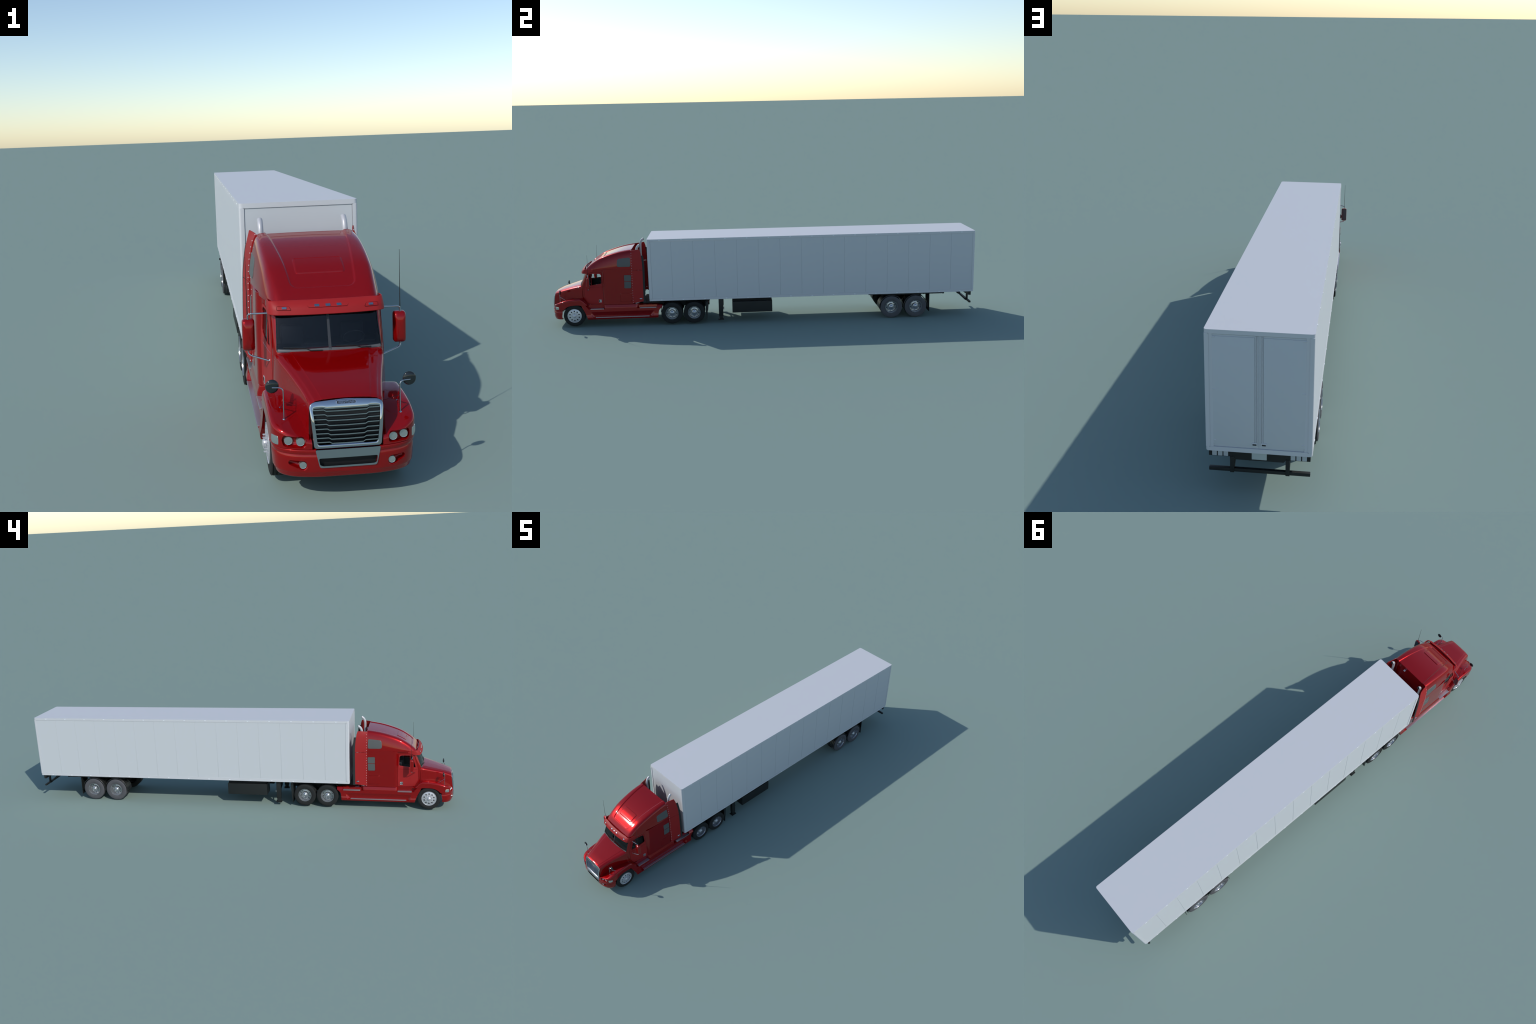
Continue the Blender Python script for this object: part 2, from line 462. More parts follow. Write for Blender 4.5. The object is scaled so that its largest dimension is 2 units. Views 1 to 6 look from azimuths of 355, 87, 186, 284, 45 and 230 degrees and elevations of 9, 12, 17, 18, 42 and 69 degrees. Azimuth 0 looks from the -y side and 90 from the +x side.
for sx in (1, -1):
    patch("sleeper_window", rounded([(-.6205, .2828), (-.6225, .3262), (-.6815, .3200), (-.6845, .2832)], [.008, .007, .012, .010]), on_roof(sx), WINDOW, truck, 90, 8, .001, out=.0007)
    gap_line("roof_seam", [(y, .2705) for y in lin(-.6185, -.80, 60)], on_roof(sx), GROOVE, truck, .0009, 60, .0002, False)

# ---- sun visor --------------------------------------------------------
def visor_plan(s, z):
    """s in 0..1 from the rear end of one side around the front to the middle"""
    if s < .4:     # side: runs forward, curling in
        a = s / .4; x, y = VW(a), VK(a)
    else:          # front: shallow parabola across the cab
        a = (s - .4) / .6; x = VW(1) * (1 - a); y = -.8585 + (VK(1) + .8585) * (x / VW(1)) ** 2.4
    return x - (z - .2525) * .10 * min(1, x / .05), y + (z - .2525) * (.15 + .20 * step(.2, .6, s)) + max(0, z - .2600) ** 2 * 55 * step(.1, .5, s)
VW = pchip([(0, .0945), (.45, .0958), (.7, .0945), (.86, .0905), (1, .0835)])
VK = pchip([(0, -.799), (.45, -.8250), (.7, -.8390), (.86, -.8460), (1, -.8505)])
def visor_z(s):
    lo = .2525 + .007 * step(.22, 0, s) ; hi = .2728 + .0004 * s - .004 * step(.1, 0, s)
    return lo, hi
rows = []
for i in range(13):
    t = i / 12; half = []
    for s in lin(0, 1, 48):
        lo, hi = visor_z(s); z = lo + (hi - lo) * t
        x, y = visor_plan(s, z); half.append((x, y, z))
    rows.append(half + [(-p[0], p[1], p[2]) for p in half[-2::-1]])
visor = grid("sun_visor", rows, RED_MATT, truck, 50)
m = visor.modifiers.new("s", "SOLIDIFY"); m.thickness = .0022; m.offset = 1
bake(visor)
m = visor.modifiers.new("b", "BEVEL"); m.width = .0008; m.segments = 2; m.limit_method = "ANGLE"; m.angle_limit = math.radians(50)
bake(visor); visor.data.shade_smooth(); visor.data.set_sharp_from_angle(angle=math.radians(50))
rws = []   # brow that closes the gap between the roof fairing and the visor across the front
for t in lin(0, 1, 6):
    half = []
    for q in lin(.40, 1, 30):
        x, y = visor_plan(q, .2640); half.append((x * (.985 - .05 * t), y + .0030 + .026 * t, .2640 + .0065 * t ** 1.3))
    rws.append(half + [(-p[0], p[1], p[2]) for p in half[-2::-1]])
grid("roof_brow", rws, RED, visor, 60)
def visor_y(x, z):
    lo_s, hi_s = .3, 1.0
    for _ in range(30):
        s = (lo_s + hi_s) / 2
        if visor_plan(s, z)[0] > abs(x): lo_s = s
        else: hi_s = s
    return visor_plan(s, z)[1]
on_visor = lambda x, z, h: (x, visor_y(x, z) - .0031 - h, z)
gap_line("visor_lamp_bay", rounded([(-.0365, .2705), (-.0315, .2640), (.0315, .2640), (.0365, .2705)], .001), on_visor, GROOVE, visor, .0007, 80, .0002)
for x in (-.0182, 0, .0182):
    patch("clearance_lamp", rounded([(x - .0040, .2655), (x + .0040, .2655), (x + .0040, .2688), (x - .0040, .2688)], .0004), on_visor, CHROME, visor, 32, 2, .002, out=.0006)
for sx in (1, -1):
    gap_line("visor_lamp_bay", rounded([(sx * .0600, .2610), (sx * .0835, .2612), (sx * .0835, .2665), (sx * .0640, .2668)], .001), on_visor, GROOVE, visor, .0007, 60, .0002)
    patch("clearance_lamp", rounded([(sx * .0675, .2630), (sx * .0752, .2630), (sx * .0752, .2660), (sx * .0675, .2660)], .0004), on_visor, CHROME, visor, 32, 2, .002, out=.0006)

# ---- hood ---------------------------------------------------------------
hood_c = pchip([(-.9885, .1568), (-.985, .1590), (-.978, .1618), (-.96, .1682), (-.938, .1747), (-.9128, .1820), (-.8818, .1905), (-.862, .1955), (-.850, .1975)])
hood_s = pchip([(-.9885, .0555), (-.95, .0645), (-.91, .0755), (-.87, .0872), (-.857, .0897), (-.850, .0905)])
hood_k = pchip([(-.987, .0370), (-.92, .0520), (-.86, .0650)])
def nose_y(x):                    # plan curve of the bumper and grille
    return NOSE(abs(x))
NOSE = pchip([(0, -1.0), (.03, -.9999), (.048, -.9990), (.06, -.9970), (.075, -.9936), (.088, -.9880), (.098, -.9805), (.1055, -.9702), (.1088, -.958), (.1097, -.948)])
def hood_ring(y):
    zc, xs, xk = hood_c(y), hood_s(y), hood_k(y)
    pts = [(0, 0), (.5 * xk, .0004), (xk - .0018, .0013), (xk - .0006, .0015), (xk + .0006, .0019), ((xk + xs) / 2, .0034), (xs - .0065, .0052), (xs - .0028, .0070), (xs - .0008, .0098), (xs - .0001, .0140),
           (xs + .0006, .0240), (xs + .0012, .035), (xs + .0018, .05), (xs + .0020, .068)]
    acc = [0]
    for a, b in zip(pts, pts[1:]): acc.append(acc[-1] + math.hypot(b[0] - a[0], b[1] - a[1]))
    fx, fz = pchip(list(zip(acc, [p[0] for p in pts]))), pchip(list(zip(acc, [p[1] for p in pts])))
    tt = sorted(set([acc[i] + (acc[i + 1] - acc[i]) * k / 4 for i in range(len(acc) - 1) for k in range(4)] + [acc[-1]]))
    front = step(-.93, -.987, y)
    half = []
    for t in tt:
        x, z = fx(t), zc - fz(t)
        half.append((x, y - front * max(0, .150 - z) * .13, z))
    half = half[::-1]
    return half + [(-p[0], p[1], p[2]) for p in half[-2::-1]]
hy = lin(-.9885, -.975, 7) + lin(-.972, -.853, 30)
hr = [hood_ring(y) for y in hy]
hood = grid("hood", [[(p[0], max(p[1], -.985), p[2]) for p in hr[0]]] + hr, RED, truck, 45)
prism("hood_front_wall", [(p[0], p[2]) for p in hood_ring(-.987)], "y", -.984, -.9845, RED, truck)

# ---- fenders --------------------------------------------------------------
fender_ridge = pchip([(-1.0, .1000), (-.9825, .1095), (-.957, .1200), (-.928, .1283), (-.885, .1332), (-.8637, .1340), (-.8555, .1305), (-.84, .1160), (-.822, .0985)])
edge_plan = [(.1120, -.8235), (.1125, -.845), (.1127, -.875), (.1127, -.905), (.1122, -.930), (.1115, -.948), (.1105, -.960), (.1070, -.9715), (.1000, -.9805), (.0905, -.9870), (.0800, -.9915), (.0690, -.9948), (.0590, -.9970), (.0530, -.9976)]
arch_low = pchip([(-1.0, .0832), (-.9445, .0832), (-.9431, .0836), (-.9334, .0922), (-.9204, .1003), (-.9024, .1047), (-.8775, .1056), (-.8597, .1038), (-.8235, .1030)])
acc = [0]
for a, b in zip(edge_plan, edge_plan[1:]): acc.append(acc[-1] + math.hypot(b[0] - a[0], b[1] - a[1]))
ex, ey = pchip(list(zip(acc, [p[0] for p in edge_plan]))), pchip(list(zip(acc, [p[1] for p in edge_plan])))
NU = 110
edge = [(ex(t), ey(t)) for t in lin(0, acc[-1], NU)]
inner = [(.058, -.8235 - (.965 - .8235) * min(1, i / (NU * .62))) for i in range(NU)]
def fender_h(x, y):
    f = step(-.90, -.975, y)
    z = fender_ridge(y) - f * max(0, .094 - x) * .16 + (1 - f) * max(0, .098 - x) * .05
    return z - 8 * max(0, x - .098) ** 2
rows = []
dist = [.05, .044, .038, .032, .027, .022, .018, .0145, .0115, .009, .0072, .0056, .0042, .0030, .0020, .0012, .0006, .0002, 0]
for d in dist:
    row = []
    for (bx, by), (ix, iy) in zip(edge, inner):
        L = math.hypot(ix - bx, iy - by); f = d / max(L, 1e-6) if L > .05 else d / .05
        x, y = bx + (ix - bx) * f, by + (iy - by) * f
        r = .0055; fil = r - math.sqrt(max(0, r * r - max(0, r - d) ** 2)) if d < r else 0
        row.append((x, y, max(fender_h(x, y) - fil, arch_low(by) + .0003)))
    rows.append(row)
for t in (.2, .4, .6, .8, 1.0):
    rows.append([(x, y, rows[len(dist) - 1][i][2] + (arch_low(y) - rows[len(dist) - 1][i][2]) * t) for i, (x, y) in enumerate(edge)])
rows.append([(p[0] - .008 * step(-.955, -.93, p[1]), p[1] + .008 * step(-.95, -.97, p[1]), p[2] + .0004) for p in rows[-1]])
fender = grid("fender", rows, RED, truck, 50)
def face_y(x, z):                 # front face of the fender
    best = min(range(NU - 1), key=lambda i: abs(edge[i][0] - abs(x)) + (1 if edge[i][1] > -.955 else 0))
    i = min(max(best, 1), NU - 2)
    a, b = (edge[i - 1], edge[i + 1])
    s = (abs(x) - a[0]) / (b[0] - a[0]) if abs(b[0] - a[0]) > 1e-9 else 0
    return a[1] + (b[1] - a[1]) * s
m = fender.modifiers.new("s", "SOLIDIFY"); m.thickness = .0016; m.offset = -1
bake(fender)
pocket = rounded([(.0605, .0852), (.0940, .0852), (.0968, .0950), (.0945, .1028), (.0630, .1010)], [.007, .006, .006, .006, .007])
pk = prism("c", pocket, "y", -1.02, -.975, RED, None)
cut(fender, [pk], 50)
fenders = [fender, mirrored(fender)]
for sx, fo in zip((1, -1), fenders):
    loop = [(sx * p[0], p[1]) for p in pocket]
    L = resample(loop, 64); c = (sum(p[0] for p in L) / 64, sum(p[1] for p in L) / 64)
    rws = [[(p[0] + (c[0] - p[0]) * f, face_y(p[0] + (c[0] - p[0]) * f, p[1]) + dy, p[1] + (c[1] - p[1]) * f) for p in L]
           for f, dy in ((-.05, .0004), (.0, .0006), (.05, .0035), (.12, .0068), (.3, .0088), (.99, .0090))]
    bowl = grid("headlamp_bowl", rws, RED, fo, 50, True, "end")
    for cx, cz in ((.0695, .0936), (.0868, .0943)):
        y0 = face_y(cx, cz) + .0034
        prof = [(-.008, .0062), (0.0, .0064), (.0005, .0061), (.0003, .0057), (.0003, .0054), (.0006, .004), (.0008, .0)]
        v, f = lathe_mesh(prof, 36)
        v = [(sx * cx + p[1], y0 - p[0], cz + p[2]) for p in v]
        finish("headlamp", v, f, LENS, fo, 40)
    # wrap-around corner lamp: follows the fender edge in plan
    i0 = min(range(NU), key=lambda i: math.hypot(edge[i][0] - .0985, edge[i][1] + .9795)); i1 = min(range(NU), key=lambda i: abs(edge[i][1] + .9600))
    rr = []
    n = abs(i0 - i1) + 1
    ids = range(i1, i0 + 1)
    for zz, o in ((.0868, -.001), (.0868, .0006), (.0874, .0012), (.0905, .0014), (.0940, .0014), (.0975, .0012), (.1000, .0006), (.1004, -.001)):
        row = []
        for q, i in enumerate(ids):
            a, b = edge[max(i - 1, 0)], edge[min(i + 1, NU - 1)]
            t = Vector((b[0] - a[0], b[1] - a[1])).normalized(); nn = Vector((-t.y, t.x))
            if nn.x < 0: nn = -nn
            e = min(q, n - 1 - q) / 3.0; k = min(1, e)
            zc = .0936 + (zz - .0936) * (.78 + .22 * min(1, q / 5))
            row.append((sx * (edge[i][0] + nn.x * (o * k - .0008 * (1 - k))), edge[i][1] + nn.y * (o * k - .0008 * (1 - k)), zc))
        rr.append(row)
    grid("corner_lamp", rr, LENS, fo, 50)

# wheel arch liners
for sx in (1, -1):
    rws = []
    for a in lin(math.radians(12), math.radians(158), 26):
        y, z = -.8935 + .0585 * math.cos(a), .052 + .0515 * math.sin(a)
        rws.append([(sx * x, y, z) for x in (.055, .085, .1085)])
    grid("wheel_arch_liner", rws, DARK, truck, 60)

# ---- bumper -----------------------------------------------------------------
bx = [(x) for x in lin(0, .06, 16)] + lin(.063, .1060, 26) + lin(.1066, .1094, 12)
def bumper_row(inset, z, flare=0.0):
    half = []
    for x in bx:
        y = NOSE(x)
        a, b = NOSE(max(x - .0005, 0)), NOSE(x + .0005)
        n = Vector((-(b - a), .001)).normalized() if x > .001 else Vector((0, 1))   # inward normal
        half.append((x + n.x * inset, y + n.y * inset, z))
    # the side runs back to the wheel arch
    half.append((half[-1][0] + .0002, -.9485 + .004 * step(.075, .04, z) * 0, z))
    arch_y = -.9475 - .0045 * step(.075, .045, z)
    half[-1] = (half[-2][0] + .0001, max(arch_y, half[-2][1] + .0003), z)
    return half[::-1] + [(-p[0], p[1], p[2]) for p in half[1:]]
prof_b = [(.005, .0826), (.0012, .0826), (.0004, .0822), (0, .0815), (.0002, .0765), (.0010, .0755), (.0010, .0748), (.0004, .074), (.0006, .066), (.0009, .058), (.0013, .0510), (.0017, .0478), (.0021, .0466), (.0027, .0456), (.0034, .0440), (.0046, .0400), (.0054, .0386), (.0064, .0380), (.0085, .0377), (.020, .0377)]
bumper = grid("front_bumper", [bumper_row(i, z) for i, z in prof_b], RED, truck, 50)
m = bumper.modifiers.new("s", "SOLIDIFY"); m.thickness = .0018; m.offset = -1
bake(bumper)
cutters = [prism("c", rounded([(-.0438, .0692), (.0438, .0692), (.0420, .0572), (-.0420, .0572)], .0022), "y", -1.02, -.985, RED, None)]
fog_loop = ([(.0672 + .0068 * math.cos(a), .0580 + .0072 * math.sin(a)) for a in lin(math.radians(95), math.radians(300), 18)]
            + [(.0838 + .0042 * math.cos(a), .0614 + .0042 * math.sin(a)) for a in lin(math.radians(-60), math.radians(92), 14)])
for sx in (1, -1):
    cutters.append(prism("c", [(sx * p[0], p[1]) for p in fog_loop], "y", -1.02, -.972, RED, None))
cut(bumper, cutters, 50)
def bump_y(x, z): return NOSE(min(abs(x), .1094)) + .0006
patch("bumper_chrome_panel", rounded([(-.0489, .0826), (.0489, .0826), (.0428, .0546), (-.0428, .0546)], [.001, .001, .004, .004]), lambda x, z, h: (x, bump_y(x, z) - h, z), CHROME, bumper, 120, 4, .003,
      hole=rounded([(-.0440, .0692), (.0440, .0692), (.0422, .0574), (-.0422, .0574)], .0022), out=.0012, soft=.0008)
box("bumper_intake", (-.045, .045), (-.993, -.990), (.055, .071), DARK, bumper, 0)
for sx in (1, -1):
    L = resample([(sx * p[0], p[1]) for p in fog_loop], 64); c = (sx * .0735, .0585)
    rws = [[(p[0] + (c[0] - p[0]) * f, NOSE(abs(p[0] + (c[0] - p[0]) * f)) + dy, p[1] + (c[1] - p[1]) * f) for p in L] for f, dy in ((-.04, .001), (0, .0012), (.06, .004), (.14, .0085), (.4, .0105), (.99, .011))]
    grid("fog_lamp_bowl", rws, RED, bumper, 50, True, "end")
    prof = [(-.006, .0058), (0.0, .0055), (.0005, .0052), (.0003, .0048), (.0003, .0045), (.0006, .003), (.0008, .0)]
    v, f = lathe_mesh(prof, 32); y0 = NOSE(.0668) + .0025
    finish("fog_lamp", [(sx * .0668 + p[1], y0 - p[0], .0580 + p[2]) for p in v], f, LENS, bumper, 40)
box("front_closing_panel", (-.055, .055), (-.989, -.983), (.079, .088), DARK, truck, 0)

# ---- grille -----------------------------------------------------------------------
def grille_y(x, z):
    lean_b = pchip([(.08, 0), (.108, .0003), (.122, .0016), (.1354, .0046), (.1522, .0108), (.158, .0134)])
    return -.9988 + lean_b(z) + .8 * max(0, abs(x) - .02) ** 2
outer_g = rounded([(-.0505, .0838), (.0505, .0838), (.0560, .1522), (0, .1562), (-.0560, .1522)], [.005, .005, .011, .06, .011], 10)
inner_g = rounded([(-.0447, .0895), (.0447, .0895), (.0502, .1425), (.034, .1428), (.0315, .1412), (-.0315, .1412), (-.034, .1428), (-.0502, .1425)], [.004, .004, .003, .001, .001, .001, .001, .003], 4)
N = 180
Lo, Li = resample(outer_g, N), resample(inner_g, N)
best = min(range(N), key=lambda s: sum((Lo[i][0] - Li[(i + s) % N][0]) ** 2 + (Lo[i][1] - Li[(i + s) % N][1]) ** 2 for i in range(0, N, 4)))
Li = Li[best:] + Li[:best]
rows = []
for f, h in ((0, -.012), (0, -.0010), (.05, .0002), (.12, .0006), (.5, .0008), (.88, .0006), (.96, .0001), (1.0, -.001), (1.0, -.010)):
    rows.append([(a[0] + (b[0] - a[0]) * f, grille_y(a[0] + (b[0] - a[0]) * f, a[1] + (b[1] - a[1]) * f) - h * (1 if h > -.005 else 1), a[1] + (b[1] - a[1]) * f) for a, b in zip(Lo, Li)])
grille = grid("grille_surround", rows, CHROME, truck, 45, True)
box("grille_mesh", (-.052, .052), (-.9905, -.9860), (.086, .1445), DARK, grille, 0)
bar_z = [.1395, .1330, .1263, .1192, .1122, .1053, .0985, .0920]
for q, zb in enumerate(bar_z):
    xe = .0448 + (.0502 - .0448) * (zb - .0895) / .053 + .0008
    kink = .0338 - .0010 * q
    pts = [(-xe, .0008), (-kink, .0008), (-kink + .0035, -.0014), (0, -.0018), (kink - .0035, -.0014), (kink, .0008), (xe, .0008)]
    rws = []
    for x, dz in pts:
        y0 = grille_y(x, zb) + .0016
        rws.append([(x, y0 + .006, zb + dz + .0008), (x, y0 + .0006, zb + dz + .0010), (x, y0, zb + dz + .0008), (x, y0 - .00005, zb + dz), (x, y0, zb + dz - .0008), (x, y0 + .0006, zb + dz - .0010), (x, y0 + .006, zb + dz - .0006)])
    grid("grille_louver", rws, CHROME, grille, 50, True, True)
# badge with raised lettering
badge_where = lambda x, z, h: (x, grille_y(x, z) - .0012 - h, z)
badge = patch("grille_badge", rounded([(-.0150, .1478), (.0150, .1478), (.0158, .1505), (.0150, .1532), (-.0150, .1532), (-.0158, .1505)], .0018), badge_where, STEEL, grille, 60, 3, .002, out=.0007)
patch("badge_field", rounded([(-.0140, .1486), (.0140, .1486), (.0140, .1524), (-.0140, .1524)], .0012), badge_where, BLACK, badge, 60, 3, .001, out=.0009)
fc = bpy.data.curves.new("badge_lettering", "FONT"); fc.body = "FREIGHTLINER"; fc.size = .0043; fc.align_x = "CENTER"; fc.align_y = "CENTER"; fc.extrude = .0002; fc.shear = .2; fc.space_character = .86
fo_ = bpy.data.objects.new("t", fc); COL.objects.link(fo_); bpy.context.view_layer.update()
tm = bpy.data.meshes.new_from_object(fo_.evaluated_get(bpy.context.evaluated_depsgraph_get())); bpy.data.objects.remove(fo_)
for v in tm.vertices:
    x, z, h = v.co.x, .1505 + v.co.y, v.co.z
    v.co = Vector(badge_where(x, z, .0012 + h))
place("badge_lettering", tm, STEEL, badge, 0)

# ---- mirrors -------------------------------------------------------------------------
for sx in (1, -1):
    loop = rounded([(.1180, .1870), (.1390, .1870), (.1388, .2412), (.1178, .2412)], .0055, 8)
    L = resample(loop, 56); c = (.1284, .2141); rws = []
    for f, y in ((.9, -.8105), (.0, -.8105), (0, -.8118), (0, -.8160), (.04, -.8190), (.14, -.8218), (.35, -.8236), (.7, -.8243), (.98, -.8245)):
        rws.append([(sx * (p[0] + (c[0] - p[0]) * f), y, p[1] + (c[1] - p[1]) * f) for p in L])
    mh = grid("door_mirror", rws, RED, truck, 45, True, True)
    patch("mirror_glass", [(sx * (p[0] + (c[0] - p[0]) * .12), p[1] + (c[1] - p[1]) * .07) for p in L], lambda x, z, h: (x, -.8103 + h, z), MIRROR_FACE, mh, 56, 3, .0006, out=.0003)
    tube("mirror_arm", [(sx * .0915, -.826, .2520), (sx * .1245, -.819, .2505), (sx * .1290, -.8165, .2480), (sx * .1290, -.8165, .2400)], .0014, CHROME, mh, 10)
    tube("mirror_arm", [(sx * .0935, -.828, .1765), (sx * .0955, -.8295, .1715), (sx * .1255, -.819, .1795), (sx * .1295, -.8165, .1830), (sx * .1295, -.8165, .1880)], .0014, CHROME, mh, 10)
    tube("antenna", [(sx * .1294, -.8155, .2475), (sx * .1294, -.8155, .2560), (sx * .1294, -.8140, .3460)], [.0010, .0008, .00032], BLACK, mh, 8, False)
    # fender mirror on its tripod
    fm = ball("fender_mirror", (sx * .1053, -.9535, .1684), (.0104, .0036, .0107), MIRROR_BLACK, truck, 28)
    tube("fender_mirror_post", [(sx * .0893, -.9594, .1165), (sx * .0890, -.9590, .1672), (sx * .1058, -.9570, .1676)], .0010, CHROME, fm, 10)
    tube("fender_mirror_brace", [(sx * .0892, -.9592, .143), (sx * .0918, -.9330, .1262), (sx * .0918, -.9320, .1220)], .0007, CHROME, fm, 8)
    tube("fender_mirror_brace", [(sx * .0892, -.9592, .145), (sx * .0668, -.9420, .1315), (sx * .0640, -.940, .1305)], .0006, CHROME, fm, 8)
    for p in ((.0893, -.9594, .1178), (.0918, -.9318, .1262)):
        ball("fender_mirror_foot", (sx * p[0], p[1], p[2]), (.0027, .0027, .0018), CHROME, fm, 14)

# ---- side extenders behind the sleeper -----------------------------------------------------
rivet_x = pchip([(.105, .1118), (.2288, .1112), (.2554, .1104), (.2677, .1102), (.2815, .1096), (.2944, .1083), (.3082, .1070), (.3209, .1050), (.3337, .1028), (.3461, .0994), (.3568, .0938), (.362, .0905)])
ext_back = pchip([(.108, -.5662), (.1187, -.5662), (.2673, -.5652), (.3437, -.5712), (.362, -.5768)])
ext_bx = pchip([(.105, .1210), (.1198, .1208), (.268, .1172), (.32, .1115), (.36, .1030), (.365, .102)])
def ext_point(f, z, h=0):
    yb = ext_back(z); y = -.6190 + (yb + .6190) * f
    return (rivet_x(z) + .0010 + (ext_bx(z) - rivet_x(z)) * f ** 1.2 + h, y, z)
for sx in (1, -1):
    for z0, z1 in ((.108, .2664), (.2680, .3612)):
        rws = []
        for i in range(20):
            row = []
            for f, h in [(f, 0) for f in lin(0, 1, 10)] + [(f, -.0022) for f in lin(1, 0, 10)]:
                lo = .108 + .0105 * f if z0 < .2 else z0      # lower edge rises to the back
                hi = z1 if z0 < .2 else .3572 + .0042 * f     # top edge too
                p = ext_point(f, lo + (hi - lo) * i / 19, h); row.append((sx * p[0], p[1], p[2]))
            rws.append(row)
        grid("side_extender", rws, RED_MATT, truck, 50, True, True)
    # rubber flap along the rear edge
    rws = []
    for z in lin(.114, .334, 24):
        p = ext_point(1, z)
        rws.append([(sx * (p[0] - .0022), p[1] - .006, z), (sx * (p[0] - .0002), p[1] - .0002, z), (sx * (p[0] + .0004), p[1] + .0098, z), (sx * (p[0] - .0014), p[1] + .0098, z), (sx * (p[0] - .0030), p[1], z)])
    grid("extender_seal", rws, SEAL, truck, 40, True, True)
    # rivets
    rv = None
    for z in [.111 + i * .01172 for i in range(22)]:
        p = ext_point(.06, z, .0002)
        if rv is None:
            rv = ball("rivet", (0, 0, 0), (.0010, .0012, .0012), RIVET, truck, 10); rv.location = (sx * p[0], p[1], p[2])
        else:
            copy_of(rv, truck, (sx * p[0], p[1], p[2]))
    p = ext_point(.78, .1312, 0)
    ball("extender_lamp", (sx * (p[0] + .0006), p[1], p[2]), (.0032, .0068, .0036), CHROME, truck, 20)

# ---- exhaust stacks ----------------------------------------------------------------------------
for sx in (1, -1):
    x, y = sx * .0825, -.5935
    st = tube("exhaust_stack", [(x, y, .285), (x, y, .348)] + [(x, y + .0165 * t * t, .348 + .048 * t * (1 - t) + .0325 * t * t) for t in lin(.1, 1, 10)], .0056, STACK, truck, 20, False, False)
    tube("muffler", [(x, y, .125), (x, y, .285)], .0085, STEEL, st, 20, False)
    tube("exhaust_mouth_plug", [(x, y + .0125, .3775), (x, y + .0166, .3806)], .0047, DARK, st, 16, False)  # solid dark plug added at the pipe mouth to look like an open bore
box("rear_work_lamp", (.026, .034), (-.6162, -.608), (.338, .343), RIVET, truck, .0008)

# ---- chassis skirts with steps ---------------------------------------------------------------------
front_edge = pchip([(.036, -.8300), (.055, -.8365), (.065, -.8405), (.079, -.8470), (.0928, -.8545), (.1036, -.8600)])
rear_edge = pchip([(.036, -.5020), (.060, -.5000), (.0701, -.4975), (.0790, -.4900), (.0846, -.4840), (.097, -.4800)])
def skirt_x(y, z):
    base = pchip([(.036, .1150), (.0400, .1162), (.0455, .1166), (.056, .1146), (.068, .1132), (.078, .1126), (.0845, .1122)])(z)
    inside = step(-.8060 + (z - .045) * -.35 - .003, -.7990 + (z - .045) * -.35, y) * step(-.5290 + (z - .045) * .45, -.5400 + (z - .045) * .45, y)
    depth = pchip([(.036, 0), (.0449, 0), (.0459, .0085), (.050, .0078), (.060, .0048), (.0670, .0022), (.0715, 0), (.0845, 0)])(z)
    return base - depth * inside
zs = lin(.036, .0445, 7) + [.0449, .0454, .0459] + lin(.047, .0845, 24)
